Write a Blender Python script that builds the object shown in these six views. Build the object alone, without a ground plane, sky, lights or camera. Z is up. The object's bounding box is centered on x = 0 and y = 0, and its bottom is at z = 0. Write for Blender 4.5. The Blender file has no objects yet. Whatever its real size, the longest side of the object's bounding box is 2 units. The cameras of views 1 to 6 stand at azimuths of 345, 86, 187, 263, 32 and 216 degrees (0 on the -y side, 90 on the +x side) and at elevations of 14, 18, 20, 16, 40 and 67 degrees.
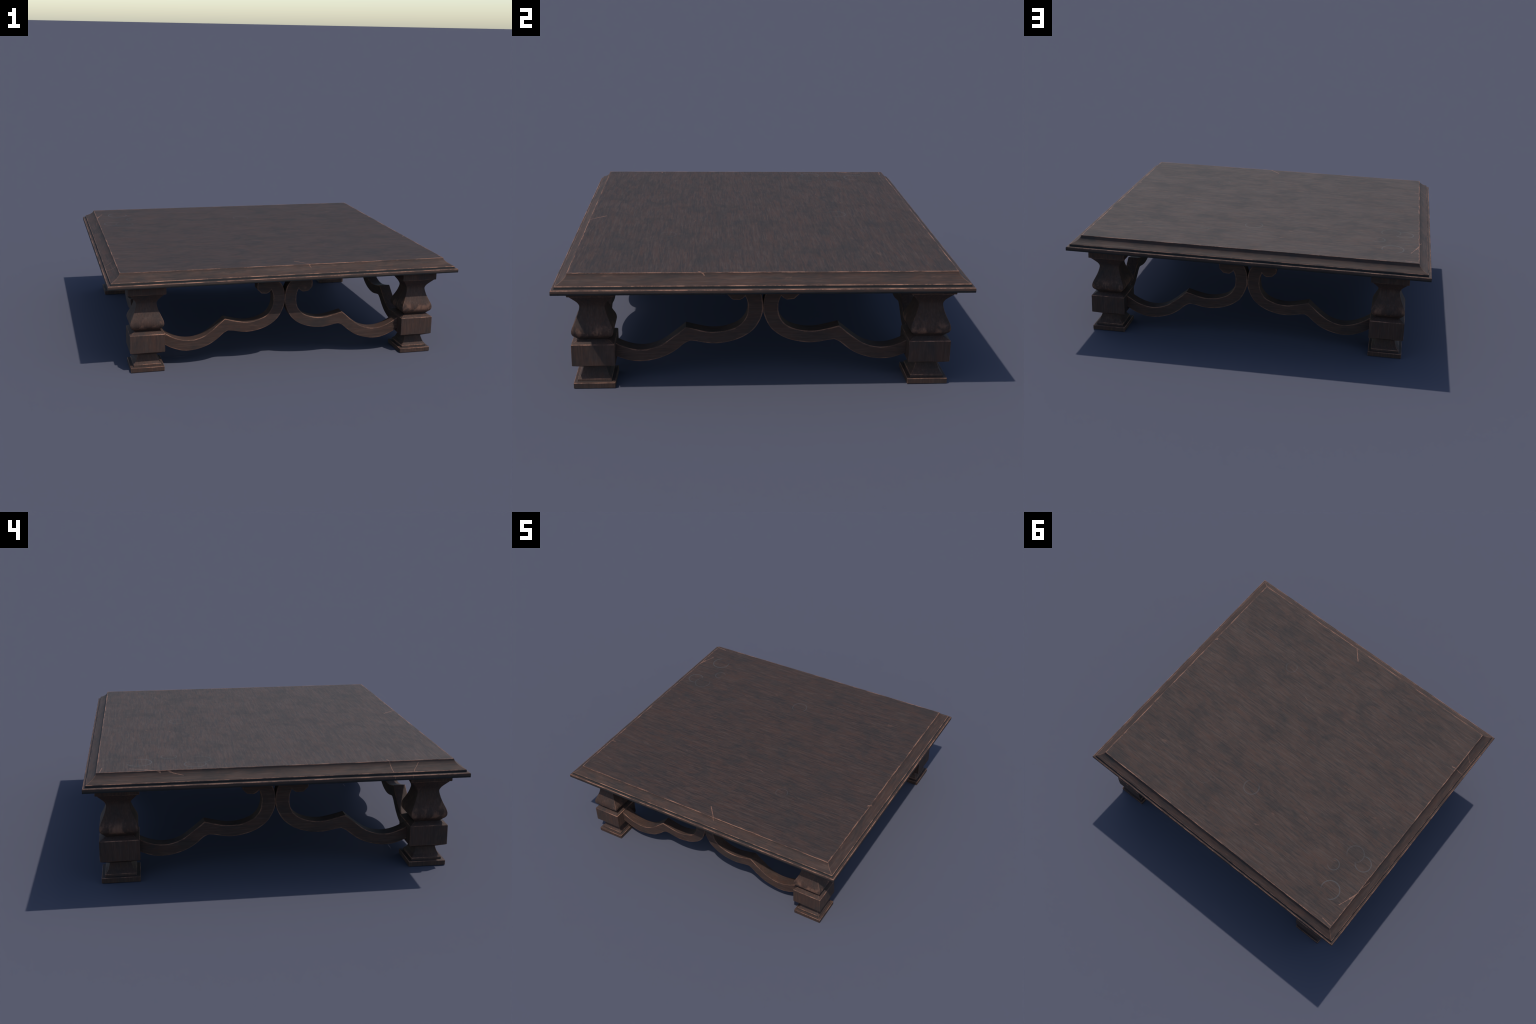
"""Low square coffee table in dark, worn walnut: moulded top, four square baluster
legs and a pair of C-scroll stretchers on every side."""
import bpy
import bmesh
import math
from mathutils import Vector

# ------------------------------------------------------------------ sizes (m)
HALF_X, HALF_Y = 1.0, 0.904          # outline of the top
TOP_Z, UNDER_Z = 0.5638, 0.4883       # upper face / underside of the top
INSET_X, INSET_Y = 1.038, 0.938      # moulding is a little narrower on the y sides
LEG_X, LEG_Y = 0.7867, 0.753         # leg centres
STRETCHER_T = 0.0660                 # thickness of the scroll boards
SIDE_SQUASH = 0.957                  # scrolls under the x ends are a little flatter

SURFACE, WORN, DARK_BAND, FAINT = 0, 1, 2, 3       # material slots used on every part


# ------------------------------------------------------------------ node helper
class Nodes:
    def __init__(self, name):
        self.mat = bpy.data.materials.new(name)
        self.mat.use_nodes = True
        self.tree = self.mat.node_tree
        self.bsdf = self.tree.nodes["Principled BSDF"]

    def new(self, kind, **props):
        n = self.tree.nodes.new(kind)
        for k, v in props.items():
            setattr(n, k, v)
        return n

    def put(self, socket, value):
        if hasattr(value, "is_linked") or hasattr(value, "links"):
            self.tree.links.new(value, socket)
        else:
            socket.default_value = value

    def math(self, op, a, b=0.0, c=None, clamp=False):
        n = self.new("ShaderNodeMath", operation=op, use_clamp=clamp)
        self.put(n.inputs[0], a)
        self.put(n.inputs[1], b)
        if c is not None:
            self.put(n.inputs[2], c)
        return n.outputs[0]

    def smooth(self, value, lo, hi, a=0.0, b=1.0):
        n = self.new("ShaderNodeMapRange", interpolation_type="SMOOTHSTEP")
        self.put(n.inputs[0], value)
        for i, v in zip((1, 2, 3, 4), (lo, hi, a, b)):
            n.inputs[i].default_value = v
        return n.outputs[0]

    def mix(self, fac, a, b, mode="MIX"):
        n = self.new("ShaderNodeMix", data_type="RGBA", blend_type=mode)
        self.put(n.inputs[0], fac)
        for s, v in ((n.inputs[6], a), (n.inputs[7], b)):
            self.put(s, (*v, 1.0) if isinstance(v, tuple) and len(v) == 3 else v)
        return n.outputs[2]

    def scaled(self, coord, scale, shift=(0, 0, 0)):
        n = self.new("ShaderNodeMapping")
        self.put(n.inputs["Vector"], coord)
        n.inputs["Scale"].default_value = scale
        n.inputs["Location"].default_value = shift
        return n.outputs[0]

    def noise(self, coord, scale, detail=3.0, rough=0.55, distort=0.0):
        n = self.new("ShaderNodeTexNoise")
        self.put(n.inputs["Vector"], coord)
        n.inputs["Scale"].default_value = scale
        n.inputs["Detail"].default_value = detail
        n.inputs["Roughness"].default_value = rough
        n.inputs["Distortion"].default_value = distort
        return n.outputs["Fac"]


# ------------------------------------------------------------------ wood
# base colours of the wood itself
BROWN = (0.0370, 0.0192, 0.0133)
RED_BROWN = (0.0510, 0.0214, 0.0124)
GREY_BROWN = (0.0545, 0.0338, 0.0255)
SLATE = (0.0215, 0.0172, 0.0155)
SLATE_DARK = (0.0150, 0.0112, 0.0100)
COPPER = (0.310, 0.148, 0.092)
STAIN = (0.066, 0.066, 0.065)

# centre x, y, radius, strength, direction of the gap in the ring
CUP_RINGS = [(-0.768, 0.362, 0.055, 0.65, 0.0, 1.0), (-0.845, 0.385, 0.051, 0.9, 0.96, -0.29),
             (-0.700, 0.503, 0.037, 0.8, 1.0, -0.1), (-0.785, 0.647, 0.060, 1.0, 0.45, 0.89),
             (0.380, -0.435, 0.038, 0.55, 0.45, -0.89), (0.030, 0.425, 0.050, 0.75, 0.2, -0.98),
             (0.320, 0.560, 0.048, 0.3, 1.0, 0.0)]
# x, y start, x, y end, width
SCRATCHES = [(0.056, -0.764, 0.124, -0.842, 0.0040), (0.118, -0.838, 0.128, -0.852, 0.0022),
             (-0.885, 0.688, -0.914, 0.613, 0.0026), (-0.912, 0.618, -0.934, 0.550, 0.0055),
             (-0.930, 0.520, -0.946, 0.446, 0.0026),
             (-0.858, 0.817, -0.930, 0.826, 0.0030), (-0.902, -0.521, -0.945, -0.530, 0.0024),
             (-0.940, -0.529, -1.010, -0.541, 0.0026), (-0.935, -0.665, -0.965, -0.640, 0.0018),
             (-0.962, -0.642, -1.005, -0.622, 0.0020), (0.918, -0.285, 0.935, -0.262, 0.0055)]


def wood(name, grain, kind=SURFACE, top=False, blotchy=False, warm=0.0):
    """Dark stained wood whose streaks run along the axis `grain`."""
    g = Nodes(name)
    texco = g.new("ShaderNodeTexCoord").outputs["Object"]
    sep = g.new("ShaderNodeSeparateXYZ")
    g.put(sep.inputs[0], texco)
    px, py, pz = sep.outputs
    # every piece is cut from another spot of the plank
    rnd = g.new("ShaderNodeObjectInfo").outputs["Random"]
    shift = g.new("ShaderNodeCombineXYZ")
    for i, k in enumerate((37.0, 61.0, 17.0)):
        g.put(shift.inputs[i], g.math("MULTIPLY", rnd, k))
    add = g.new("ShaderNodeVectorMath", operation="ADD")
    g.put(add.inputs[0], texco)
    g.put(add.inputs[1], shift.outputs[0])
    coord = add.outputs[0]
    ax = "xyz".index(grain)

    def along(long, cross):
        return tuple(long if i == ax else cross for i in range(3))

    streak = g.noise(g.scaled(coord, along(7.0, 105.0)), 1.0, 3.0, 0.6, 0.5)
    pores = g.noise(g.scaled(coord, along(9.0, 120.0), (8.0, 3.0, 6.0)), 1.0, 2.5, 0.6, 0.7)
    fine = g.noise(g.scaled(coord, along(22.0, 300.0)), 1.0, 3.0, 0.6, 0.3)
    tint = g.noise(g.scaled(coord, along(7.0, 24.0), (3.1, 7.7, 1.3)), 1.0, 4.0, 0.65, 0.4)
    patch = g.noise(g.scaled(coord, along(4.8, 7.0), (9.0, 2.0, 5.0)), 1.0, 5.0, 0.65, 0.4)
    mottle = g.noise(g.scaled(coord, along(15.0, 26.0), (1.0, 4.0, 8.0)), 1.0, 4.0, 0.7, 0.3)

    calm = 1.0 - 0.5 * warm
    col = g.mix(g.smooth(tint, 0.40, 0.66, 0.0, 0.58 - 0.13 * warm), BROWN, RED_BROWN)
    col = g.mix(g.math("MULTIPLY", g.smooth(streak, 0.44, 0.68), 0.88 * (1.0 - 0.3 * warm)), col, GREY_BROWN)
    if warm:
        col = g.mix(warm, col, (1.24, 1.06, 0.95), "MULTIPLY")
    cloud = g.math("ADD", g.math("MULTIPLY", g.smooth(patch, 0.46, 0.68), 0.62),
                   g.math("MULTIPLY", g.smooth(mottle, 0.47, 0.70), 0.36), clamp=True)
    col = g.mix(cloud, col, SLATE)
    col = g.mix(g.math("MULTIPLY", g.smooth(pores, 0.47, 0.66), 0.74 * calm), col, SLATE_DARK)
    col = g.mix(g.math("MULTIPLY", g.smooth(fine, 0.50, 0.68), 0.35 * calm), col, SLATE_DARK)
    col = g.mix(g.math("MULTIPLY", g.smooth(fine, 0.50, 0.34), 0.25), col, GREY_BROWN)

    # bare wood: small flecks everywhere, more on the worn arrises
    chip = g.noise(g.scaled(coord, along(12.0, 34.0), (5.0, 5.0, 2.0)), 1.0, 3.0, 0.6, 0.4)
    bare = g.math("MULTIPLY", g.smooth(chip, 0.655, 0.80), 0.17)
    if kind == WORN:
        rub = g.noise(g.scaled(coord, (9.0, 9.0, 9.0), (2.0, 6.0, 4.0)), 1.0, 5.0, 0.75)
        bare = g.smooth(rub, 0.41, 0.63, 0.10, 0.95)
    if kind == FAINT:
        rub = g.noise(g.scaled(coord, (16.0, 16.0, 16.0), (2.0, 6.0, 4.0)), 1.0, 5.0, 0.7)
        bare = g.smooth(rub, 0.45, 0.66, 0.04, 0.50)
    if kind == DARK_BAND:
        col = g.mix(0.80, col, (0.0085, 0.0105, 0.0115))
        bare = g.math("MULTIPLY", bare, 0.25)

    if blotchy:   # swelling of the baluster: varnish rubbed off in blotches
        z_band = g.math("MULTIPLY", g.smooth(pz, 0.232, 0.248), g.smooth(pz, 0.318, 0.262))
        blot = g.noise(g.scaled(coord, (24.0, 24.0, 17.0), (4.0, 1.0, 3.0)), 1.0, 4.0, 0.6, 0.3)
        bare = g.math("MAXIMUM", bare, g.math("MULTIPLY", z_band, g.smooth(blot, 0.45, 0.64, 0.0, 0.40)))

    if top:
        dx = g.math("DIVIDE", g.math("SUBTRACT", HALF_X, g.math("ABSOLUTE", px)), INSET_X)
        dy = g.math("DIVIDE", g.math("SUBTRACT", HALF_Y, g.math("ABSOLUTE", py)), INSET_Y)
        inset = g.math("MINIMUM", dx, dy)
        rub = g.noise(g.scaled(coord, (11.0, 11.0, 11.0), (3.0, 1.0, 7.0)), 1.0, 5.0, 0.7)
        rim = g.math("MULTIPLY", g.smooth(inset, 0.0745, 0.0690), g.smooth(rub, 0.46, 0.62, 0.0, 0.75))
        bare = g.math("MAXIMUM", bare, g.math("MULTIPLY", rim, g.smooth(inset, 0.0660, 0.0685)))
        ragged = g.noise(coord, 90.0, 3.0, 0.6)
        # knife marks and scrapes: distance to short straight strokes
        for ax_, ay_, bx_, by_, w in SCRATCHES:
            ux, uy = bx_ - ax_, by_ - ay_
            inv = 1.0 / (ux * ux + uy * uy)
            rx, ry = g.math("SUBTRACT", px, ax_), g.math("SUBTRACT", py, ay_)
            t = g.math("ADD", g.math("MULTIPLY", rx, ux * inv), g.math("MULTIPLY", ry, uy * inv), clamp=True)
            ex = g.math("SUBTRACT", rx, g.math("MULTIPLY", t, ux))
            ey = g.math("SUBTRACT", ry, g.math("MULTIPLY", t, uy))
            dist = g.math("SQRT", g.math("ADD", g.math("MULTIPLY", ex, ex), g.math("MULTIPLY", ey, ey)))
            taper = g.math("MULTIPLY", g.math("ADD", g.math("MULTIPLY", g.math("SUBTRACT", 1.0, t), 0.5), 0.6), w)
            taper = g.math("MULTIPLY", taper, g.smooth(ragged, 0.3, 0.7, 0.5, 1.2))
            hit = g.math("SUBTRACT", 1.0, g.math("DIVIDE", dist, taper), clamp=True)
            bare = g.math("MAXIMUM", bare, g.smooth(hit, 0.0, 0.7, 0.0, 0.65))
        # ring marks left by cups, each one broken
        for cx, cy, r, k, gx, gy in CUP_RINGS:
            rx, ry = g.math("SUBTRACT", px, cx), g.math("SUBTRACT", py, cy)
            dist = g.math("SQRT", g.math("ADD", g.math("MULTIPLY", rx, rx), g.math("MULTIPLY", ry, ry)))
            off = g.math("ABSOLUTE", g.math("SUBTRACT", dist, r))
            toward = g.math("ADD", g.math("MULTIPLY", rx, gx / r), g.math("MULTIPLY", ry, gy / r))
            keep = g.math("MULTIPLY", g.smooth(toward, 0.95, 0.35), g.smooth(ragged, 0.30, 0.60, 0.45, 0.62 * k + 0.1))
            on = g.math("MULTIPLY", g.smooth(off, 0.0050, 0.0006), keep)
            col = g.mix(g.math("MULTIPLY", on, k * 0.95), col, STAIN)
        # open mitres of the moulding
        seam = g.math("MULTIPLY", g.smooth(g.math("ABSOLUTE", g.math("SUBTRACT", dx, dy)), 0.0042, 0.0012),
                      g.math("MULTIPLY", g.smooth(inset, 0.0680, 0.0640), g.smooth(inset, 0.0150, 0.0180)))
        bare = g.math("MAXIMUM", bare, g.math("MULTIPLY", seam, g.smooth(rub, 0.40, 0.64, 0.04, 0.42)))

    col = g.mix(bare, col, g.mix(g.smooth(streak, 0.35, 0.65), tuple(c * 0.8 for c in COPPER), COPPER))
    g.put(g.bsdf.inputs["Base Color"], col)
    rough = g.math("ADD", 0.78, g.math("MULTIPLY", g.smooth(patch, 0.35, 0.7), 0.06))
    g.put(g.bsdf.inputs["Roughness"], rough)
    g.bsdf.inputs["Specular IOR Level"].default_value = 0.40
    bump = g.new("ShaderNodeBump")
    bump.inputs["Strength"].default_value = 0.15
    bump.inputs["Distance"].default_value = 0.0015
    g.put(bump.inputs["Height"], g.math("ADD", streak, g.math("MULTIPLY", fine, 0.5)))
    g.put(g.bsdf.inputs["Normal"], bump.outputs[0])
    return g.mat


def wood_set(name, grain, **kw):
    warm = kw.get("warm", 0.0)
    return [wood(name, grain, SURFACE, **kw), wood(name + "_worn_arris", grain, WORN, warm=warm),
            wood(name + "_dark_band", grain, DARK_BAND, warm=warm), wood(name + "_soft_arris", grain, FAINT, warm=warm)]


# ------------------------------------------------------------------ mesh helper
def finish(name, verts, faces, slots, mats, parent, angle=32.0, location=(0, 0, 0)):
    me = bpy.data.meshes.new(name)
    me.from_pydata([tuple(v) for v in verts], [], faces)
    for m in mats:
        me.materials.append(m)
    me.polygons.foreach_set("material_index", slots)
    bm = bmesh.new()
    bm.from_mesh(me)
    bmesh.ops.remove_doubles(bm, verts=bm.verts, dist=1e-6)
    bmesh.ops.recalc_face_normals(bm, faces=bm.faces)
    bm.to_mesh(me)
    bm.free()
    me.polygons.foreach_set("use_smooth", [True] * len(me.polygons))
    me.set_sharp_from_angle(angle=math.radians(angle))
    me.update()
    ob = bpy.data.objects.new(name, me)
    bpy.context.scene.collection.objects.link(ob)
    ob.location = location
    ob.parent = parent
    return ob


def square_turning(name, profile, mats, parent, location, chamfer=0.0016):
    """Square post: rings of half-width `h` at height `z`, arrises chamfered.
    profile rows: (h, z, slot of the band that rises from this ring)."""
    verts, faces, slots = [], [], []
    for h, z, _ in profile:
        c = min(chamfer, h * 0.3)
        a, b = h - c, h
        for x, y in ((-a, -b), (a, -b), (b, -a), (b, a), (a, b), (-a, b), (-b, a), (-b, -a)):
            verts.append((x, y, z))
    for i in range(len(profile) - 1):
        for k in range(8):
            p, q = i * 8 + k, i * 8 + (k + 1) % 8
            faces.append((p, q, q + 8, p + 8))
            slot = profile[i][2]
            slots.append(slot if k % 2 == 0 or slot != SURFACE else FAINT)
    n = len(verts)
    faces.append(tuple(range(7, -1, -1)))
    faces.append(tuple(range(n - 8, n)))
    slots += [SURFACE, SURFACE]
    return finish(name, verts, faces, slots, mats, parent, location=location)


def smooth_path(points, steps=3):
    """Catmull-Rom through the points, ends kept."""
    pts = [Vector(p) for p in points]
    ext = [pts[0] * 2 - pts[1]] + pts + [pts[-1] * 2 - pts[-2]]
    out = []
    for i in range(1, len(ext) - 2):
        p0, p1, p2, p3 = ext[i - 1:i + 3]
        for s in range(steps):
            t = s / steps
            out.append(0.5 * ((2 * p1) + (p2 - p0) * t + (2 * p0 - 5 * p1 + 4 * p2 - p3) * t * t
                              + (3 * p1 - p0 - 3 * p2 + p3) * t ** 3))
    out.append(pts[-1])
    return out


# ------------------------------------------------------------------ the table
table = bpy.data.objects.new("coffee_table", None)
bpy.context.scene.collection.objects.link(table)
table["label"] = "low square coffee table of dark worn wood with scrolled stretchers"
table["category"] = "coffee table"

# ---- top panel
top_mats = wood_set("table_top_wood", "x", top=True)
RIM = 0.0690
x1, y1 = HALF_X - RIM * INSET_X, HALF_Y - RIM * INSET_Y
panel_v = [(-x1, -y1, TOP_Z), (x1, -y1, TOP_Z), (x1, y1, TOP_Z), (-x1, y1, TOP_Z),
           (-x1, -y1, UNDER_Z), (x1, -y1, UNDER_Z), (x1, y1, UNDER_Z), (-x1, y1, UNDER_Z)]
panel_f = [(0, 1, 2, 3), (7, 6, 5, 4), (0, 4, 5, 1), (1, 5, 6, 2), (2, 6, 7, 3), (3, 7, 4, 0)]
table_top = finish("table_top", panel_v, panel_f, [0] * 6, top_mats, table)

# ---- mitred edge moulding: inset from the outline, height, slot of the band that follows
MOULDING = [(RIM, UNDER_Z, SURFACE), (0.0004, UNDER_Z, DARK_BAND), (0.0000, 0.4962, SURFACE),  # lower lip coloured darker to paint in the shade under its rounding
            (0.0000, 0.5040, SURFACE), (0.0008, 0.5068, WORN), (0.0028, 0.5092, WORN), (0.0050, 0.5098, SURFACE),
            (0.0135, 0.5099, DARK_BAND), (0.0162, 0.5108, DARK_BAND),
            (0.0163, 0.5196, WORN), (0.0170, 0.5214, WORN), (0.0192, 0.5230, SURFACE),
            (0.0290, 0.5270, SURFACE), (0.0385, 0.5318, SURFACE), (0.0470, 0.5372, SURFACE),
            (0.0545, 0.5435, SURFACE), (0.0597, 0.5490, SURFACE), (0.0632, 0.5538, SURFACE),
            (0.0652, 0.5585, SURFACE), (0.0660, 0.5616, WORN), (0.0669, 0.5638, WORN), (RIM, TOP_Z, SURFACE)]
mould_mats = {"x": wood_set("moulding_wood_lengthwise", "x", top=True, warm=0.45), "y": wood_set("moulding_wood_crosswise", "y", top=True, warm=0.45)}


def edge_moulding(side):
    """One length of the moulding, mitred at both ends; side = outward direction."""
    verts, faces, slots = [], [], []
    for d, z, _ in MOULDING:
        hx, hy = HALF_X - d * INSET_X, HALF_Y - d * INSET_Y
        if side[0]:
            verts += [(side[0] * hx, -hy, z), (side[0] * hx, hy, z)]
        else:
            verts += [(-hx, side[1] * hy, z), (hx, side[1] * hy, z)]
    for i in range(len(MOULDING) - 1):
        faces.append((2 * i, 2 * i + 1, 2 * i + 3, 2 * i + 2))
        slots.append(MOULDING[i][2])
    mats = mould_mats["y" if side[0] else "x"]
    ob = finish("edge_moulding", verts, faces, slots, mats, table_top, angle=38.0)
    # an open strip: make sure it looks outwards
    me = ob.data
    # the lower arris of the lip is eased: shade it round
    for e in me.edges:
        p, q = (me.vertices[i].co for i in e.vertices)
        if all(abs(v.z - UNDER_Z) < 1e-5 and min(HALF_X - abs(v.x), HALF_Y - abs(v.y)) < 0.001 for v in (p, q)):
            e.use_edge_sharp = False
    lip = min(me.polygons, key=lambda p: -abs(p.center.x * side[0] + p.center.y * side[1]))
    if lip.normal.x * side[0] + lip.normal.y * side[1] < 0:
        me.flip_normals()
    return ob


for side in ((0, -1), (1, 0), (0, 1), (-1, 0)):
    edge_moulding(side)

# ---- legs
FOOT = [(0.0922, 0.0, SURFACE), (0.0922, 0.0225, WORN), (0.0900, 0.0247, SURFACE),
        (0.0780, 0.0249, DARK_BAND), (0.0757, 0.0260, SURFACE), (0.0757, 0.0352, WORN), (0.0742, 0.0380, SURFACE),
        (0.0640, 0.0482, SURFACE), (0.0590, 0.0580, SURFACE), (0.0555, 0.0680, SURFACE), (0.0525, 0.0765, SURFACE),
        (0.0506, 0.0840, SURFACE), (0.0500, 0.0880, SURFACE)]
BLOCK = [(0.0480, 0.0852, SURFACE), (0.0930, 0.1082, WORN), (0.0953, 0.1108, SURFACE),
         (0.0951, 0.2085, WORN), (0.0928, 0.2120, SURFACE), (0.0630, 0.2275, SURFACE)]
BALUSTER = [(0.0640, 0.2262, SURFACE), (0.0695, 0.2318, SURFACE), (0.0754, 0.2384, SURFACE),
            (0.0818, 0.2446, SURFACE), (0.0866, 0.2506, SURFACE), (0.0899, 0.2580, SURFACE), (0.0913, 0.2655, SURFACE),
            (0.0912, 0.2735, SURFACE), (0.0891, 0.2835, SURFACE), (0.0848, 0.2950, SURFACE), (0.0790, 0.3065, SURFACE),
            (0.0730, 0.3195, SURFACE), (0.0678, 0.3315, SURFACE), (0.0630, 0.3440, SURFACE), (0.0588, 0.3585, SURFACE),
            (0.0564, 0.3690, SURFACE), (0.0555, 0.3765, SURFACE), (0.0564, 0.3835, SURFACE), (0.0590, 0.3895, SURFACE),
            (0.0632, 0.3978, SURFACE), (0.0690, 0.4058, SURFACE), (0.0780, 0.4166, SURFACE), (0.0860, 0.4260, SURFACE),
            (0.0926, 0.4335, SURFACE), (0.0932, 0.4390, SURFACE)]
CAP = [(0.1008, 0.4378, WORN), (0.1027, 0.4398, SURFACE), (0.1027, UNDER_Z + 0.0012, SURFACE)]
leg_mats = wood_set("leg_wood", "z", warm=0.75)
baluster_mats = wood_set("baluster_wood", "z", blotchy=True, warm=0.75)
for sx in (-1, 1):
    for sy in (-1, 1):
        leg = square_turning("leg", BALUSTER, baluster_mats, table, (sx * LEG_X, sy * LEG_Y, 0), 0.0016)
        for name, prof in (("leg_foot", FOOT), ("leg_block", BLOCK), ("leg_cap", CAP)):
            square_turning(name, prof, leg_mats, leg, (0, 0, 0))

# ---- C-scroll stretchers: outline in (distance from the middle, height)
UPPER_ARM = smooth_path([(0.706, 0.2105), (0.690, 0.1990), (0.6558, 0.1762), (0.6200, 0.1585), (0.5828, 0.1468),
                         (0.5510, 0.1432), (0.5244, 0.1440), (0.4923, 0.1512), (0.4573, 0.1655), (0.4300, 0.1840),
                         (0.4030, 0.2056), (0.3760, 0.2285), (0.3455, 0.2553)], 2)
UPPER_BOWL = smooth_path([(0.3455, 0.2553), (0.3102, 0.2455), (0.2718, 0.2360), (0.2400, 0.2304), (0.2100, 0.2295),
                          (0.1760, 0.2330), (0.1436, 0.2424), (0.1111, 0.2575), (0.0895, 0.2787), (0.0757, 0.3020),
                          (0.0686, 0.3280), (0.0672, 0.3560), (0.0698, 0.3815), (0.0800, 0.4080)], 2)
CURL = [Vector(p) for p in ((0.0910, 0.3970), (0.1050, 0.3890), (0.1370, 0.3917), (0.1600, 0.4150), (0.1617, 0.4427),
                            (0.1560, 0.4640), (0.1400, 0.4790), (0.1180, 0.4870))]
OUTER = smooth_path([(0.1180, 0.4870), (0.0850, 0.4850), (0.0560, 0.4730), (0.0300, 0.4506), (0.0207, 0.4390),
                     (0.0118, 0.4225), (0.0036, 0.3940), (0.0004, 0.3570), (0.0020, 0.3250), (0.0115, 0.2930),
                     (0.0260, 0.2630), (0.0440, 0.2382), (0.0680, 0.2170), (0.0955, 0.1995), (0.1300, 0.1850),
                     (0.1650, 0.1762), (0.1972, 0.1714), (0.2310, 0.1711), (0.2655, 0.1755), (0.2985, 0.1830),
                     (0.3265, 0.1860)], 2)
LOWER_ARM = smooth_path([(0.3265, 0.1860), (0.3515, 0.1730), (0.3765, 0.1505), (0.4040, 0.1292), (0.4345, 0.1108),
                         (0.4715, 0.0963), (0.5110, 0.0866), (0.5500, 0.0830), (0.5860, 0.0855), (0.6210, 0.0956),
                         (0.6570, 0.1112), (0.6880, 0.1300), (0.706, 0.1420)], 2)
SCROLL = UPPER_ARM + UPPER_BOWL[1:] + CURL + OUTER[1:] + LOWER_ARM[1:]
stretcher_mats = wood_set("stretcher_wood", "x", warm=0.75)


def inset_outline(pts, amount):
    n, out = len(pts), []
    for i, p in enumerate(pts):
        a, b = (p - pts[i - 1]).normalized(), (pts[(i + 1) % n] - p).normalized()
        na, nb = Vector((-a.y, a.x)), Vector((-b.y, b.x))
        m = (na + nb)
        m = m / max(m.length_squared, 0.6) * 2
        out.append(p + m * amount)
    return out


def stretcher(squash, turn, mirror, location):
    arris = 0.0018
    pts = [Vector((p.x, UNDER_Z - (UNDER_Z - p.y) * squash)) for p in SCROLL]
    area = sum(pts[i - 1].x * pts[i].y - pts[i].x * pts[i - 1].y for i in range(len(pts)))
    sign = 1 if area > 0 else -1
    inner, rubbed = inset_outline(pts, sign * arris), inset_outline(pts, sign * (arris + 0.0034))
    n, h = len(pts), STRETCHER_T / 2
    verts = []
    for ring, y in ((rubbed, -h), (inner, -h), (pts, -h + arris), (pts, h - arris), (inner, h), (rubbed, h)):
        verts += [(mirror * p.x, y, p.y) for p in ring]
    faces, slots = [tuple(range(n)), tuple(range(5 * n, 6 * n))], [SURFACE, SURFACE]
    for r in range(5):
        for i in range(n):
            j = (i + 1) % n
            faces.append((r * n + i, r * n + j, (r + 1) * n + j, (r + 1) * n + i))
            slots.append((FAINT, WORN, SURFACE, WORN, FAINT)[r])
    ob = finish("stretcher", verts, faces, slots, stretcher_mats, table, angle=28.0, location=location)
    ob.rotation_euler = (0, 0, turn)
    return ob


for s in (-1, 1):
    for m in (-1, 1):
        stretcher(1.0, 0.0, m, (0, s * LEG_Y, 0))
        stretcher(SIDE_SQUASH, math.pi / 2, m, (s * LEG_X, 0, 0))
